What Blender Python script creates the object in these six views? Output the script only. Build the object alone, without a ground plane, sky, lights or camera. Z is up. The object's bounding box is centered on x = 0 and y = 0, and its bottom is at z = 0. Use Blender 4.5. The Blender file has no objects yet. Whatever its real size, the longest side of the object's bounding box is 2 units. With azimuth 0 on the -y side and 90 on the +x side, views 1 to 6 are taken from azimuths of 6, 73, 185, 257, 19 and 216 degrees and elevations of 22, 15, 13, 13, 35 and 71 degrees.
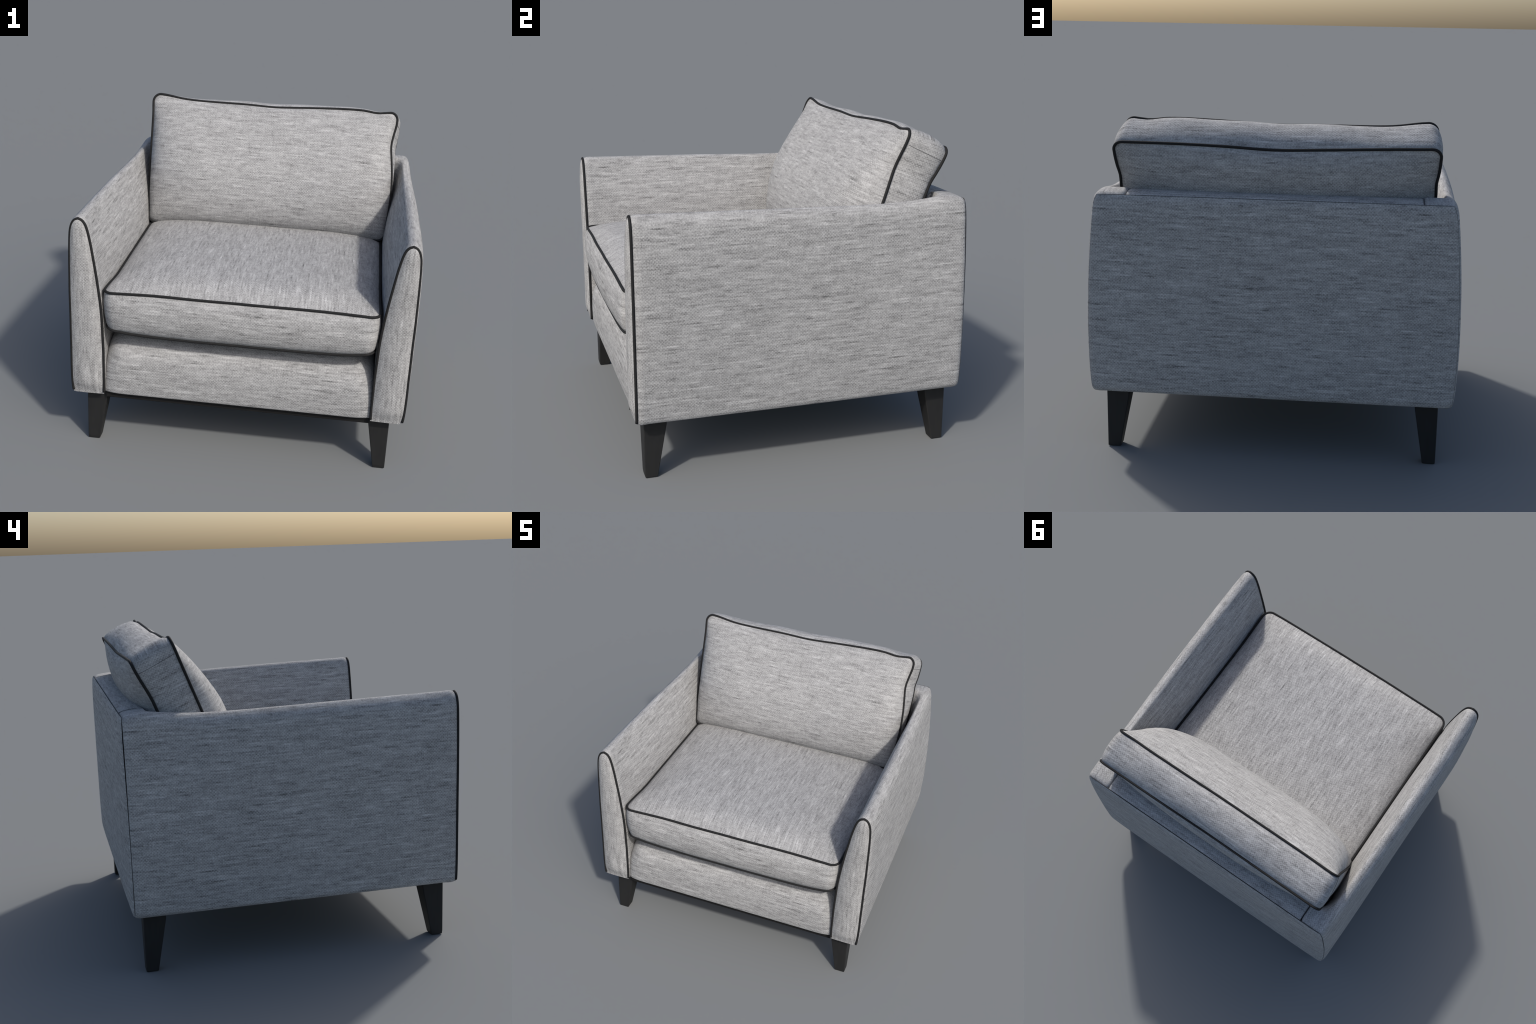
"""Upholstered armchair with contrast piping, loose seat and back cushions, tapered dark legs."""
import bpy, math
from mathutils import Vector, Matrix, noise

# ------------------------------------------------------------------ helpers
def catmull(pts, per=6, closed=False):
    """Catmull-Rom curve through control points, 'per' samples per span."""
    P = [Vector(p) for p in pts]
    n = len(P)
    out = []
    spans = n if closed else n - 1
    for i in range(spans):
        if closed:
            a, b, c, d = P[(i-1) % n], P[i], P[(i+1) % n], P[(i+2) % n]
        else:
            b, c = P[i], P[i+1]
            a = P[i-1] if i > 0 else b + (b - c)
            d = P[i+2] if i+2 < n else c + (c - b)
        for k in range(per):
            t = k / per
            out.append(0.5*((2*b) + (c-a)*t + (2*a-5*b+4*c-d)*t*t + (3*b-a-3*c+d)*t**3))
    if not closed:
        out.append(P[-1].copy())
    return out

def lerp_table(tab, x):
    """Smooth interpolation in a list of (x, value)."""
    if x <= tab[0][0]: return tab[0][1]
    if x >= tab[-1][0]: return tab[-1][1]
    for i in range(len(tab)-1):
        x0, v0 = tab[i]; x1, v1 = tab[i+1]
        if x0 <= x <= x1:
            t = (x-x0)/(x1-x0)
            m = lambda j: (tab[min(j+1, len(tab)-1)][1]-tab[max(j-1, 0)][1]) / \
                          (tab[min(j+1, len(tab)-1)][0]-tab[max(j-1, 0)][0])
            h = x1-x0
            return ((2*t**3-3*t*t+1)*v0 + (t**3-2*t*t+t)*h*m(i)
                    + (-2*t**3+3*t*t)*v1 + (t**3-t*t)*h*m(i+1))

def sstep(a, b, x):
    t = max(0.0, min(1.0, (x-a)/(b-a)))
    return t*t*(3-2*t)

def make(name, verts, faces, mats, parent=None, smooth=True, idx=None, matrix=None, angle=None):
    me = bpy.data.meshes.new(name)
    me.from_pydata([tuple(v) for v in verts], [], faces)
    for m in (mats if isinstance(mats, (list, tuple)) else [mats]):
        me.materials.append(m)
    if idx:
        me.polygons.foreach_set('material_index', idx)
    me.polygons.foreach_set('use_smooth', [smooth]*len(me.polygons))
    import bmesh
    bm = bmesh.new(); bm.from_mesh(me)
    bmesh.ops.recalc_face_normals(bm, faces=bm.faces[:])
    bm.to_mesh(me); bm.free()
    if angle is not None:
        me.set_sharp_from_angle(angle=math.radians(angle))
    ob = bpy.data.objects.new(name, me)
    bpy.context.scene.collection.objects.link(ob)
    if parent is not None:
        ob.parent = parent
    if matrix is not None:
        ob.matrix_local = matrix
    return ob

def loft(rings, close_ring=True, cap0=False, cap1=False):
    n = len(rings[0]); V = []; F = []
    for r in rings: V += list(r)
    for j in range(len(rings)-1):
        for i in range(n if close_ring else n-1):
            a = j*n+i; b = j*n+(i+1) % n
            F.append((a, b, b+n, a+n))
    if cap0: F.append(tuple(range(n-1, -1, -1)))
    if cap1: F.append(tuple(range((len(rings)-1)*n, len(rings)*n)))
    return V, F

def tube(path, r, closed=False, seg=10, flat=1.0):
    """Round cord swept along a path with a parallel-transported frame."""
    P = [Vector(p) for p in path]; n = len(P); rings = []
    T = []
    for i in range(n):
        a = P[i-1] if (i > 0 or closed) else P[0]
        b = P[(i+1) % n] if (i < n-1 or closed) else P[-1]
        T.append((b-a).normalized())
    N = T[0].orthogonal().normalized()
    for i in range(n):
        N = (N - T[i]*N.dot(T[i])).normalized()
        B = T[i].cross(N)
        rings.append([P[i] + (N*math.cos(2*math.pi*k/seg)+B*math.sin(2*math.pi*k/seg))*r for k in range(seg)])
    if closed:
        # twist is tiny on near-planar loops; pick the best matching start vertex
        last = min(range(seg), key=lambda s: (rings[0][s]-rings[-1][0]).length)
        V, F = loft(rings)
        o = (n-1)*seg
        for k in range(seg):
            F.append((o+k, o+(k+1) % seg, (k+1+last) % seg, (k+last) % seg))
        return V, F
    return loft(rings, True, True, True)

def mirror(V):
    return [Vector((-v[0], v[1], v[2])) for v in V]

# ------------------------------------------------------------------ materials
def fabric(name, axis, base=(0.150, 0.570), tint=(1.0, 0.995, 0.990)):
    """Grey melange basket weave; the slub streaks run along 'axis' of the object."""
    m = bpy.data.materials.new(name); m.use_nodes = True
    nt = m.node_tree; N = nt.nodes; L = nt.links
    bsdf = N['Principled BSDF']
    tc = N.new('ShaderNodeTexCoord')
    def math_(op, a, b=None, c=None):
        nd = N.new('ShaderNodeMath'); nd.operation = op
        for i, v in enumerate((a, b, c)):
            if v is None: continue
            if isinstance(v, (int, float)): nd.inputs[i].default_value = v
            else: L.new(v, nd.inputs[i])
        return nd.outputs[0]
    def noise_(scale3, detail=2.0, rough=0.5, off=0.0):
        mp = N.new('ShaderNodeMapping'); mp.inputs['Scale'].default_value = scale3
        mp.inputs['Location'].default_value = (off, off*1.7, off*0.6)
        L.new(tc.outputs['Object'], mp.inputs['Vector'])
        nz = N.new('ShaderNodeTexNoise'); nz.inputs['Scale'].default_value = 1.0
        nz.inputs['Detail'].default_value = detail; nz.inputs['Roughness'].default_value = rough
        L.new(mp.outputs[0], nz.inputs['Vector'])
        return nz.outputs['Fac']
    ax = 'xyz'.index(axis)
    def along(a, c):
        s = [c, c, c]; s[ax] = a; return tuple(s)
    # the yarn rows: the two cross axes are snapped to the row pitch so every row has its own slubs
    sep = N.new('ShaderNodeSeparateXYZ'); L.new(tc.outputs['Object'], sep.inputs[0])
    ROW = 0.00875
    nsep = N.new('ShaderNodeSeparateXYZ'); L.new(tc.outputs['Normal'], nsep.inputs[0])
    p_, q_ = [i for i in range(3) if i != ax]
    pick = math_('GREATER_THAN', math_('ABSOLUTE', nsep.outputs[p_]), math_('ABSOLUTE', nsep.outputs[q_]))
    # coordinate across the rows on whichever face we are (q where the face looks along p)
    cross = math_('ADD', math_('MULTIPLY', pick, sep.outputs[q_]),
                  math_('MULTIPLY', math_('SUBTRACT', 1.0, pick), sep.outputs[p_]))
    def rows_(al, off, pitch=ROW, detail=1.0):
        cb = N.new('ShaderNodeCombineXYZ')
        L.new(math_('MULTIPLY_ADD', sep.outputs[ax], al, off), cb.inputs[0])
        r = math_('FLOOR', math_('MULTIPLY_ADD', cross, 1.0/pitch, 0.25))
        L.new(math_('MULTIPLY_ADD', r, 3.37, off), cb.inputs[1])
        L.new(math_('MULTIPLY', pick, 5.5), cb.inputs[2])
        nz = N.new('ShaderNodeTexNoise'); nz.inputs['Scale'].default_value = 1.0
        nz.inputs['Detail'].default_value = detail
        L.new(cb.outputs[0], nz.inputs['Vector'])
        return nz.outputs['Fac']
    streak = rows_(8.5, 0.3, ROW, 2.0)
    slub = rows_(30.0, 21.3, ROW*0.5, 1.0)
    # warp threads run across the rows, each with its own shade
    cw = N.new('ShaderNodeCombineXYZ')
    L.new(math_('MULTIPLY', math_('FLOOR', math_('MULTIPLY', sep.outputs[ax], 2.0/ROW)), 3.37), cw.inputs[0])
    L.new(math_('MULTIPLY', cross, 22.0), cw.inputs[1])
    wz = N.new('ShaderNodeTexNoise'); wz.inputs['Scale'].default_value = 1.0; wz.inputs['Detail'].default_value = 1.0
    L.new(cw.outputs[0], wz.inputs['Vector'])
    warp = wz.outputs['Fac']
    broad = noise_(along(5.0, 26), 1.0, 0.5, 3.1)
    grain = noise_((230, 230, 230), 1.0, 0.5, 7.3)
    patch = noise_(along(22, 40), 1.0, 0.5, 11.0)
    # basket weave: product of sines on whichever plane the surface lies in
    k = 2*math.pi/(2*ROW)
    S = []
    for o in sep.outputs:
        S.append(math_('SINE', math_('MULTIPLY', o, k)))
    sn = N.new('ShaderNodeSeparateXYZ'); L.new(tc.outputs['Normal'], sn.inputs[0])
    W = [math_('POWER', math_('ABSOLUTE', o), 5.0) for o in sn.outputs]
    w = math_('MULTIPLY', math_('MULTIPLY', S[1], S[2]), W[0])
    w = math_('ADD', w, math_('MULTIPLY', math_('MULTIPLY', S[0], S[2]), W[1]))
    w = math_('ADD', w, math_('MULTIPLY', math_('MULTIPLY', S[0], S[1]), W[2]))
    amp = math_('MAXIMUM', math_('MULTIPLY_ADD', patch, 2.0, -0.30), 0.25)
    w = math_('MULTIPLY', w, amp)
    # only the strong slubs show: cubic response keeps the rest of the cloth even
    st = math_('SUBTRACT', streak, 0.5)
    st3 = math_('MULTIPLY', math_('MULTIPLY', st, st), st)
    v = math_('MULTIPLY_ADD', st3, 6.5, math_('MULTIPLY_ADD', st, 0.74, 0.5))
    v = math_('MULTIPLY_ADD', math_('SUBTRACT', warp, 0.5), 0.42, v)
    v = math_('MULTIPLY_ADD', math_('SUBTRACT', slub, 0.5), 0.50, v)
    v = math_('MULTIPLY_ADD', math_('SUBTRACT', broad, 0.5), 0.16, v)
    v = math_('MULTIPLY_ADD', math_('SUBTRACT', grain, 0.5), 0.70, v)
    v = math_('MULTIPLY_ADD', w, 0.19, v)
    ramp = N.new('ShaderNodeValToRGB')
    lo, hi = base
    ramp.color_ramp.elements[0].position = 0.05
    ramp.color_ramp.elements[0].color = (lo*tint[0], lo*tint[1], lo*tint[2], 1)
    ramp.color_ramp.elements[1].position = 0.95
    ramp.color_ramp.elements[1].color = (hi*tint[0], hi*tint[1], hi*tint[2], 1)
    L.new(v, ramp.inputs[0]); L.new(ramp.outputs[0], bsdf.inputs['Base Color'])
    bsdf.inputs['Roughness'].default_value = 0.9
    bsdf.inputs['Specular IOR Level'].default_value = 0.15
    bp = N.new('ShaderNodeBump'); bp.inputs['Strength'].default_value = 0.25
    bp.inputs['Distance'].default_value = 0.002
    L.new(math_('MULTIPLY_ADD', w, 0.5, grain), bp.inputs['Height'])
    L.new(bp.outputs[0], bsdf.inputs['Normal'])
    return m

def plain(name, col, rough, spec=0.3, var=0.15, scale=(30, 30, 30)):
    m = bpy.data.materials.new(name); m.use_nodes = True
    nt = m.node_tree; N = nt.nodes; L = nt.links; b = N['Principled BSDF']
    tc = N.new('ShaderNodeTexCoord'); mp = N.new('ShaderNodeMapping')
    mp.inputs['Scale'].default_value = scale
    nz = N.new('ShaderNodeTexNoise'); nz.inputs['Scale'].default_value = 1.0
    nz.inputs['Detail'].default_value = 3
    rp = N.new('ShaderNodeValToRGB')
    for e, f in zip(rp.color_ramp.elements, (1-var, 1+var)):
        e.color = (col[0]*f, col[1]*f, col[2]*f, 1)
    rp.color_ramp.elements[0].position = 0.3; rp.color_ramp.elements[1].position = 0.7
    L.new(tc.outputs['Object'], mp.inputs[0]); L.new(mp.outputs[0], nz.inputs['Vector'])
    L.new(nz.outputs['Fac'], rp.inputs[0]); L.new(rp.outputs[0], b.inputs['Base Color'])
    b.inputs['Roughness'].default_value = rough
    b.inputs['Specular IOR Level'].default_value = spec
    return m

FAB_X = fabric('grey_weave_across', 'x')
FAB_Y = fabric('grey_weave_lengthwise', 'y')
FAB_Z = fabric('grey_weave_upright', 'z')
PIPE = plain('black_cord', (0.0155, 0.0155, 0.0160), 0.75, 0.25, 0.12, (150, 150, 150))
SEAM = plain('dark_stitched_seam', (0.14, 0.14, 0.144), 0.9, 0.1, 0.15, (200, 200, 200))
WOOD = plain('black_stained_wood', (0.0165, 0.0165, 0.0165), 0.6, 0.35, 0.12, (60, 60, 8))
BASE = plain('black_dust_cover', (0.012, 0.012, 0.012), 0.85, 0.2, 0.1)

# ------------------------------------------------------------------ root
root = bpy.data.objects.new('armchair', None)
bpy.context.scene.collection.objects.link(root)
root['label'] = 'grey woven fabric armchair with black piping and tapered legs'
root['category'] = 'armchair'

# ------------------------------------------------------------------ arms
# cross-section of the right arm (x, z), from the inner bottom round the outside, over the top and down inside
FRONT = [(.800, .341), (.880, .340), (.955, .340), (.971, .348), (.978, .385), (.982, .50), (.982, .68), (.982, .85),
         (.983, 1.02), (.981, 1.18), (.976, 1.33), (.967, 1.39), (.950, 1.422), (.926, 1.435), (.897, 1.424),
         (.875, 1.388), (.855, 1.305), (.836, 1.19), (.817, 1.06), (.802, .94), (.794, .84), (.789, .72),
         (.785, .60), (.784, .45), (.785, .365)]
REAR = [(.775, .338), (.870, .335), (.940, .335), (.967, .347), (.978, .388), (.985, .50), (.987, .66), (.984, .82),
        (.977, 1.00), (.965, 1.17), (.950, 1.33), (.942, 1.385), (.930, 1.415), (.908, 1.428), (.870, 1.430),
        (.820, 1.430), (.776, 1.426), (.766, 1.38), (.765, 1.20), (.765, 1.00), (.765, .84), (.765, .72),
        (.765, .60), (.765, .45), (.767, .37)]
CREST = 13
TOP = [(-.90, 1.436), (-.86, 1.441), (-.66, 1.438), (-.38, 1.433), (-.10, 1.427), (.17, 1.420), (.37, 1.416),
       (.57, 1.418), (.70, 1.428), (.82, 1.440), (.90, 1.434), (.94, 1.427)]

# how far the padding swells outward and inward along the arm
PUFF_OUT = [(-.90, 0), (-.82, .013), (-.62, .0175), (-.35, .013), (-.05, .011), (.4, .012), (.7, .009), (.92, .002)]
PUFF_IN = [(-.90, 0), (-.75, .006), (-.45, .016), (.1, .017), (.5, .012), (.7, 0), (.92, 0)]

def arm_section(y, inset=0.0):
    k = sstep(-.2, .90, y)
    t = max(0.0, min(1.0, (y-.66)/.15)); f = 1-math.sqrt(1-t*t)
    puff = lerp_table(PUFF_OUT, y); belly = lerp_table(PUFF_IN, y)
    pts = []
    for i, (a, b) in enumerate(zip(FRONT, REAR)):
        g = k if i <= CREST else f
        if i in (CREST+1,): g = 0.5*(k*0.4+f)+0.3*f
        x = a[0]+(b[0]-a[0])*g; z = a[1]+(b[1]-a[1])*g
        if 4 <= i <= 11:
            x += puff*sstep(.36, .75, z)*(1-.55*sstep(1.22, 1.44, z))
        if i >= CREST+1:
            x -= belly*sstep(.78, 1.12, z)*(1-sstep(1.18, 1.40, z))
            x += .006*sstep(1.25, 1.32, z)*(1-f)*sstep(-.9, -.6, y)*(1-sstep(1.40, 1.43, z))
        pts.append([x, z])
    dz = lerp_table(TOP, y)-pts[CREST][1]
    for p in pts:
        p[1] += dz*sstep(1.0, 1.40, p[1])
    C = catmull([(p[0], 0, p[1]) for p in pts], 5, True)
    if inset:
        n = len(C); D = []
        for i in range(n):
            tn = (C[(i+1) % n]-C[i-1]).normalized()
            D.append(C[i]+Vector((-tn.z, 0, tn.x))*inset)
        C = D
    return [Vector((p.x, y, p.z)) for p in C]

stations = [(-.900, .004), (-.893, .001), (-.880, -.002), (-.86, -.002)] + \
    [(-.84+i*(1.46/38), 0) for i in range(39)] + \
    [(.64+.01*i, 0) for i in range(1, 27)] + [(.915, .0008), (.925, .003), (.932, .006), (.937, .010)]
rings = [arm_section(y, s) for y, s in stations]
armV, armF = loft(rings, True, True, True)

# front facing panel of the arm: rows between the outer and the inner edge
outer = catmull([(p[0], -.9, p[1]) for p in FRONT[2:CREST+1]], 8)
inner = catmull([(p[0], -.9, p[1]) for p in ([FRONT[24]]+FRONT[23:CREST-1:-1])], 8)
inner[0] = Vector((.786, -.9, .342))
def resample(C, n):
    d = [0]
    for a, b in zip(C, C[1:]): d.append(d[-1]+(b-a).length)
    out = []; j = 0
    for i in range(n):
        s = d[-1]*i/(n-1)
        while j < len(C)-2 and d[j+1] < s: j += 1
        t = (s-d[j])/max(1e-9, d[j+1]-d[j]); out.append(C[j].lerp(C[j+1], t))
    return out
nr, nc = 90, 18
A = resample(outer, nr); B = resample(inner, nr)
panV, panF = [], []
for i in range(nr):
    wdt = (A[i]-B[i]).length
    for j in range(nc+1):
        s = 2*j/nc-1
        p = B[i].lerp(A[i], j/nc)
        up = sstep(.340, .43, p.z)*0.92+0.08
        p.y = -.9025-0.026*min(1, wdt/.13)*(1-abs(s)**2.4)*up
        panV.append(p)
for i in range(nr-1):
    for j in range(nc):
        a = i*(nc+1)+j; panF.append((a, a+1, a+nc+2, a+nc+1))

pipe_path = [Vector((p.x-.0052, -.904, p.z)) for p in A] + [Vector((p.x+.002, -.904, p.z)) for p in reversed(B[:-1])]
pipe_path = [p for p in pipe_path if p.z > .346]
# a slight hand-sewn waver of the cord
for p in pipe_path:
    q = noise.noise((p.x*2, 3.1, p.z*6)); p.x += .0012*q
pipV, pipF = tube(pipe_path, .0078)

for side in (1, -1):
    mv = (lambda V: V) if side == 1 else mirror
    arm = make('armrest', mv(armV), armF, FAB_Y, root, angle=50)
    make('armrest_front_panel', mv(panV), panF, FAB_Z, arm)
    make('armrest_piping', mv(pipV), pipF, PIPE, arm)

# ------------------------------------------------------------------ back frame
# padded back rail between the arms: profile in (y, z)
prof = [(.937, 1.424), (.915, 1.432), (.87, 1.440), (.825, 1.438), (.797, 1.425), (.785, 1.395), (.765, 1.25),
        (.735, 1.05), (.70, .85), (.68, .60), (.68, .37), (.937, .37)]
C = catmull([(0, p[0], p[1]) for p in prof[:11]], 6)
C.append(Vector((0, .937, .37)))
XR = .7645
xs = [-XR, -XR+.004, -XR+.012] + [-.70+i*.1 for i in range(15)] + [XR-.012, XR-.004, XR]
rings = []
for x in xs:
    e = abs(x); d = .004 if e > XR-.001 else (.0012 if e > XR-.006 else 0)
    rings.append([Vector((x, p.y+(0 if p.y > .93 else d), p.z-(d if p.z > 1.3 else 0))) for p in C])
V, F = loft(rings, True, True, True)
backrest = make('backrest_frame', V, F, FAB_X, root, angle=50)

# outer back panel
sideX = catmull([(p[0], 0, p[1]) for p in REAR[2:CREST]], 6)
tmp = []
n = len(sideX)
for i in range(n):
    tn = (sideX[min(n-1, i+1)]-sideX[max(0, i-1)]).normalized()
    tmp.append(sideX[i]+Vector((-tn.z, 0, tn.x))*.0105)
tmp[-1] = Vector((tmp[-1].x-.004, 0, 1.4215))
rows = resample(tmp, 60)
rows = [r for r in rows]
V, F = [], []
nc = 60
for i, r in enumerate(rows):
    for j in range(nc+1):
        s = 2*j/nc-1
        s = math.copysign(1-(1-abs(s))**1.3, s)
        x = r.x*s
        ex = max(0, r.x-abs(x)); ez = min(r.z-.344, 1.4225-r.z)
        edge = min(1.0, max(0.0, ex)/.022); ed2 = min(1.0, max(0.0, ez)/.022)
        rnd = lambda q: 1-math.sqrt(max(0, 1-(1-q)**2))
        y = .9430+.0168*(max(0, 1-(abs(x)/.99)**7)*max(0, 1-(abs(r.z-.88)/.55)**6))**.6-.007*max(1-math.sqrt(max(0, 1-(1-edge)**2)), 1-math.sqrt(max(0, 1-(1-ed2)**2)))
        V.append(Vector((x, y, r.z)))
for i in range(len(rows)-1):
    for j in range(nc):
        a = i*(nc+1)+j; F.append((a, a+1, a+nc+2, a+nc+1))
back_panel = make('back_panel', V, F, FAB_X, root)
# thin seam cord round the back panel, and the two short seams on the rail top
edge = [Vector((r.x+.001, .9368, r.z)) for r in rows]
loop = edge + [Vector((x, .9372, 1.4225+.001)) for x in [edge[-1].x*(1-2*i/40) for i in range(1, 40)]] + \
    [Vector((-p.x, p.y, p.z)) for p in reversed(edge)]
V, F = tube(loop, .0011, False, 8)
make('back_panel_seam', V, F, SEAM, back_panel)
for side in (1, -1):
    path = [Vector((side*.7648, p.y, p.z-.0012)) for p in C if p.z > 1.30]
    V, F = tube(path, .0012, False, 8)
    make('backrest_seam', V, F, SEAM, backrest)

# ------------------------------------------------------------------ front rail
MID = [(-.700, .355), (-.860, .345), (-.893, .347), (-.903, .366), (-.908, .43), (-.907, .515), (-.895, .587), (-.866, .640),
       (-.820, .672), (-.755, .688), (-.65, .694), (-.60, .68), (-.60, .355)]
END = [(-.700, .355), (-.850, .347), (-.878, .351), (-.886, .372), (-.882, .42), (-.868, .49), (-.842, .545), (-.800, .585),
       (-.762, .608), (-.72, .620), (-.65, .630), (-.60, .61), (-.60, .355)]
rings = []
XF = .7835
xs = []
for i in range(41):
    s = 2*i/40-1
    xs.append(XF*math.copysign(1-(1-abs(s))**1.9, s))
for x in xs:
    d = XF-abs(x); q = max(0, 1-d/.13)
    k = 1-math.sqrt(max(0, 1-q*q))
    k = 0.55*k+0.45*q**3
    pts = [(0, a[0]+(b[0]-a[0])*k, a[1]+(b[1]-a[1])*k) for a, b in zip(MID, END)]
    rings.append([Vector((x, p.y, p.z)) for p in catmull(pts, 5, True)])
V, F = loft(rings, True, True, True)
make('front_rail', V, F, FAB_X, root, angle=50)

# ------------------------------------------------------------------ base board and legs
def box(x0, x1, y0, y1, z0, z1):
    V = [Vector((x, y, z)) for z in (z0, z1) for y in (y0, y1) for x in (x0, x1)]
    F = [(0, 1, 3, 2), (4, 5, 7, 6), (0, 1, 5, 4), (2, 3, 7, 6), (0, 2, 6, 4), (1, 3, 7, 5)]
    return V, F
def bevel(ob, w, seg=2):
    md = ob.modifiers.new('round', 'BEVEL'); md.width = w; md.segments = seg; md.limit_method = 'ANGLE'
    md.angle_limit = math.radians(15)
V, F = box(-.780, .780, -.877, .780, .309, .350)
bevel(make('base_board', V, F, BASE, root, smooth=False), .004)
V, F = box(-.930, .930, -.86, .925, .3425, .352)
make('underside_cover', V, F, BASE, root, smooth=False)

for sx, sy in ((1, -1), (-1, -1), (1, 1), (-1, 1)):
    # outer faces upright, inner faces tapering, a short straight neck on top, toe chamfered
    ox, oy = .899, (.857 if sy < 0 else .888)
    if sy < 0:
        secs = [(.0, .070, .067, .003), (.022, .074, .074, .0), (.300, .121, .124, 0), (.339, .121, .124, 0)]
    else:
        secs = [(.0, .070, .068, 0), (.026, .074, .073, 0), (.300, .121, .124, 0), (.336, .121, .124, 0)]
    V = []
    for z, wx, wy, toe in secs:
        a, b, c, d = ox, ox-wx, oy-toe, oy-toe-wy
        for (x, y) in ((a, c), (b, c), (b, d), (a, d)):
            V.append(Vector((sx*x, sy*y, z)))
    F = [(0, 1, 2, 3), (12, 13, 14, 15)]
    for r in range(3):
        for i in range(4):
            a = r*4+i; b = r*4+(i+1) % 4
            F.append((a, b, b+4, a+4))
    bevel(make('leg', V, F, WOOD, root, smooth=False), .0045)

# ------------------------------------------------------------------ cushions
def rounded_outline(ax, b0, b1, rad, n_side_x, n_side_y, n_c=8):
    """Closed rounded rectangle |a|<=ax, b0<=b<=b1, starting at the front left, counter-clockwise."""
    out = []
    cs = [(-ax+rad, b0+rad, math.pi, 1.5*math.pi), (ax-rad, b0+rad, 1.5*math.pi, 2*math.pi),
          (ax-rad, b1-rad, 0, .5*math.pi), (-ax+rad, b1-rad, .5*math.pi, math.pi)]
    for q, (cx, cy, t0, t1) in enumerate(cs):
        arc = [(cx+rad*math.cos(t0+(t1-t0)*i/n_c), cy+rad*math.sin(t0+(t1-t0)*i/n_c)) for i in range(n_c+1)]
        out += arc
        nx = cs[(q+1) % 4]; st = (nx[0]+rad*math.cos(nx[2]), nx[1]+rad*math.sin(nx[2]))
        m = n_side_x if q % 2 == 0 else n_side_y
        for i in range(1, m):
            out.append((arc[-1][0]+(st[0]-arc[-1][0])*i/m, arc[-1][1]+(st[1]-arc[-1][1])*i/m))
    return out

def cushion(name, loA, hiA, crown_lo, crown_hi, band, mats, parent, matrix, rings_n=26, pipe_r=.0078,
            wob=0.0):
    """Box cushion: two piped outlines (lists of 3D points, same count), a bulging boxing band between
    them and a crowned face on each.  mats = (face, band, band ends)."""
    n = len(loA); V = []; F = []; I = []
    nb = 10
    ctr = sum((Vector(p) for p in hiA), Vector())/n
    def outward(i):
        t = (Vector(hiA[(i+1) % n])-Vector(hiA[i-1])); t.z = 0; t.normalize()
        return Vector((t.y, -t.x, 0))
    for b in range(nb+1):
        s = b/nb
        for i in range(n):
            p = Vector(loA[i]).lerp(Vector(hiA[i]), s)
            p += outward(i)*band(i/n, s)*(4*s*(1-s))**.7
            if wob and 0 < b < nb:
                p += outward(i)*wob*noise.noise(Vector((p.x*4, p.y*4, p.z*7+5)))
            V.append(p)
    for b in range(nb):
        for i in range(n):
            a = b*n+i; c = b*n+(i+1) % n
            F.append((a, c, c+n, a+n)); I.append(2 if abs(outward(i).x) > .75 else 1)
    for base, edge, crown, sg in ((0, loA, crown_lo, -1), (nb*n, hiA, crown_hi, 1)):
        prev = list(range(base, base+n))
        c0 = sum((Vector(p) for p in edge), Vector())/n
        for r in range(1, rings_n):
            q = 1-(r/rings_n)
            q = q**0.9 if q < 1 else 1
            cur = []
            for i in range(n):
                e = Vector(edge[i])
                p = c0+(e-c0)*q
                p.z = e.z*q**3+c0.z*(1-q**3)
                p.z += sg*crown(p.x, p.y)
                if wob:
                    p.z += wob*noise.noise(Vector((p.x*3.2, p.y*3.2, 9*sg)))*min(1, (1-q)*6)
                cur.append(len(V)); V.append(p)
            for i in range(n):
                F.append((prev[i], prev[(i+1) % n], cur[(i+1) % n], cur[i])); I.append(0)
            prev = cur
        V.append(c0+Vector((0, 0, sg*crown(c0.x, c0.y))))
        for i in range(n):
            F.append((prev[i], prev[(i+1) % n], len(V)-1)); I.append(0)
    ob = make(name, V, F, mats, parent, idx=I, matrix=matrix, angle=62)
    for edge, sg in ((loA, -1), (hiA, 1)):
        path = [Vector(edge[i])+outward(i)*.003+Vector((0, 0, sg*.001)) for i in range(n)]
        TV, TF = tube(path, pipe_r, True)
        make(name+'_piping', TV, TF, PIPE, ob)
    return ob

def crown_fn(h, ax, b0, b1, px=3.0, py=3.0, skew=0.0):
    cb, hb = (b0+b1)/2, (b1-b0)/2
    def f(x, y):
        s = min(1, abs(x)/ax); t = max(-1, min(1, (y-cb)/hb))
        v = max(0, (1-s**px)*(1-abs(t)**py))
        return h*v**0.62*(1+skew*t)
    return f

# seat cushion, local frame = world
SX, S0, S1 = .783, -.908, .64
ol = rounded_outline(SX, S0, S1, .055, 44, 40)
hi, lo = [], []
for a, b in ol:
    fr = sstep(-.55, -.86, b)
    mid = 1-min(1, abs(a)/SX)**4
    wv = .0035*noise.noise((a*3.1, b*2.0, 4.2))
    hi.append((a*(1-.002*(1-fr)), b-.006*fr*mid+wv, 1.001+.010*mid*fr+.8*wv-.027*(1-fr)))
    lo.append((a*.985, b-.010*fr*mid+wv, .779-.026*(1-min(1, abs(a)/SX)**6)))
def seat_crown(x, y):
    s_ = min(1, abs(x)/SX); t = max(0, min(1, (y-S0)/(S1-S0)))
    return lerp_table([(0, 0), (.05, .054), (.12, .085), (.25, .099), (.40, .094), (.60, .078), (.80, .056), (1, 0)], t) * \
        max(0, 1-s_**4.0)**.62
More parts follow.
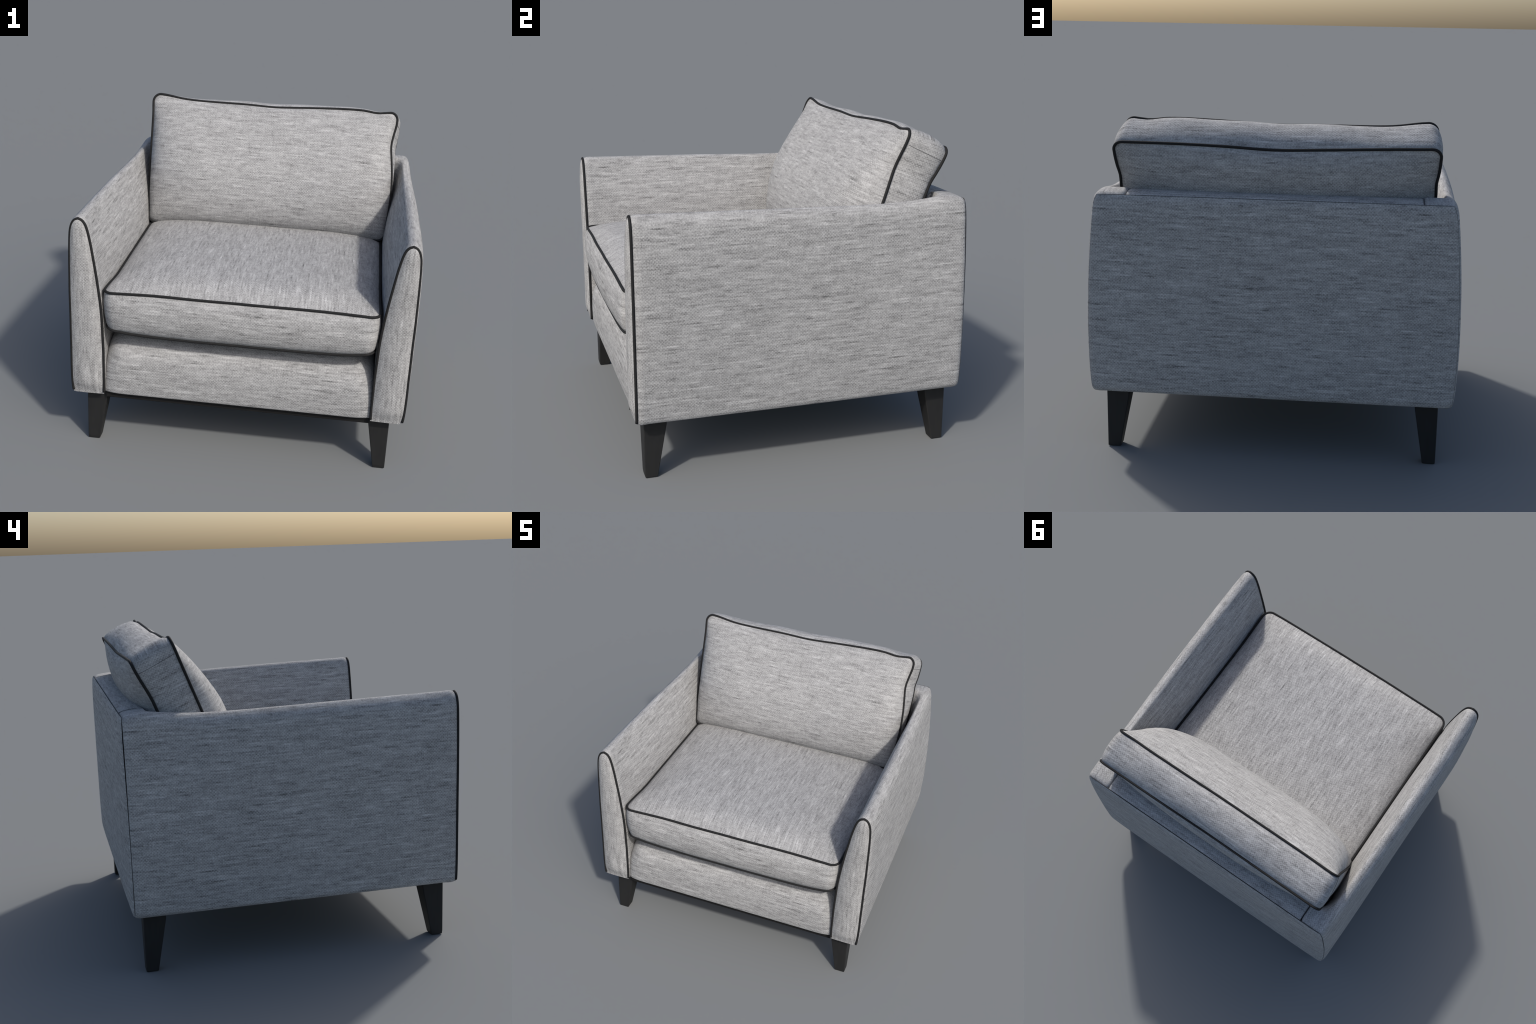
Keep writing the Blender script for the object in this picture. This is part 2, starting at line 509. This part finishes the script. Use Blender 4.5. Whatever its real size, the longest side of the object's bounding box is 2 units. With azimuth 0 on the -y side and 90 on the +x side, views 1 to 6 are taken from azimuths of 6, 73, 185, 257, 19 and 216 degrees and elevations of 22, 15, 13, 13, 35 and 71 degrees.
def seat_band(u, s):
    # fullest along the front edge
    return .016+.026*(1-abs((u-.1525)/.1275)**2.5 if .025 < u < .28 else 0)
cushion('seat_cushion', lo, hi, crown_fn(.03, SX, S0, S1), seat_crown,
        seat_band, (FAB_Y, FAB_X, FAB_Y), root, None, wob=.003)

# back cushion, built flat: x across, y up the cushion, z toward the front; then leaned back
UP = Vector((0, .36, .933)).normalized(); FW = Vector((0, -UP.z, UP.y))
M = Matrix(((1, 0, 0, 0), (0, UP.y, FW.y, .335), (0, UP.z, FW.z, .98), (0, 0, 0, 1)))
BX, B0, B1 = .818, .015, .872
ol = rounded_outline(BX, B0, B1, .045, 44, 26)
TOP_F = [(-.83, .006), (-.76, .010), (-.61, -.012), (-.48, -.018), (-.19, -.019), (0, -.024), (.25, -.011), (.48, -.001),
         (.60, -.002), (.69, -.013), (.78, -.003), (.83, -.004)]
TOP_B = [(-.83, -.014), (-.76, -.016), (-.59, -.022), (-.28, -.036), (0, -.046), (.27, -.033), (.51, -.026), (.80, -.024)]
SIDE_R = [(0, -.015), (.1, -.010), (.3, .004), (.45, .0), (.55, -.010), (.65, -.021), (.72, -.012), (.80, .004), (.9, .006)]
SIDE_L = [(0, -.02), (.1, -.018), (.2, -.008), (.43, .0), (.6, .004), (.75, .008), (.82, .013), (.9, .012)]
BSIDE = [(0, -.02), (.2, .0), (.56, .014), (.65, .012), (.72, .020), (.80, .024), (.9, .024)]
hi, lo = [], []
for a, b in ol:
    h = sstep(.35, .85, b)
    dx = lerp_table(SIDE_R if a > 0 else SIDE_L, b)*sstep(.5, .8, abs(a))*(1 if a > 0 else -1)
    hi.append((a+dx, b+lerp_table(TOP_F, a)*h, 0))
    dxb = lerp_table(BSIDE, b)*sstep(.5, .8, abs(a))*(1 if a > 0 else -1)
    lo.append((a+dxb, b+lerp_table(TOP_B, a)*h+.03*(1-h), -.2155-.022*sstep(.60, .86, b)))
def boxing(u, s):
    # the top boxing (third side of the outline) is stuffed fuller
    return .014+.036*math.exp(-((u-.665)/.13)**2)
def belly(x, y):
    s_ = min(1, abs(x)/BX)
    prof = lerp_table([(.015, 0), (.06, .082), (.14, .138), (.26, .172), (.40, .170), (.55, .138), (.68, .097), (.78, .055),
                       (.84, .024), (.878, 0)], y)
    return prof*max(0, 1-s_**(3.4+2.6*sstep(.15, .55, y)))**.58
def rear(x, y):
    s_ = min(1, abs(x)/BX)
    prof = lerp_table([(.015, 0), (.12, .05), (.30, .080), (.50, .094), (.66, .089), (.76, .065), (.82, .030), (.86, 0)], y)
    return prof*max(0, 1-s_**3.0)**.65
back_cushion = cushion('back_cushion', lo, hi, rear, belly, boxing, (FAB_X, FAB_X, FAB_Z), root, M, wob=.004)
# short seam across the boxing at each end, where the top strip meets the side strip
n = len(hi)
for sgn in (1, -1):
    i = min((k for k in range(n) if hi[k][0]*sgn > .7), key=lambda k: abs(hi[k][1]-.80))
    t = Vector(hi[(i+1) % n])-Vector(hi[i-1]); t.z = 0; t.normalize()
    nrm = Vector((t.y, -t.x, 0))
    path = []
    for k in range(1, 20):
        q = k/20
        path.append(Vector(lo[i]).lerp(Vector(hi[i]), q)+nrm*(boxing(i/n, q)*(4*q*(1-q))**.7+.0006
                    + .004*noise.noise(Vector((hi[i][0]*4, hi[i][1]*4, -.22*(1-q)*7+5)))))
    V, F = tube(path, .0012, False, 8)
    make('back_cushion_seam', V, F, SEAM, back_cushion)
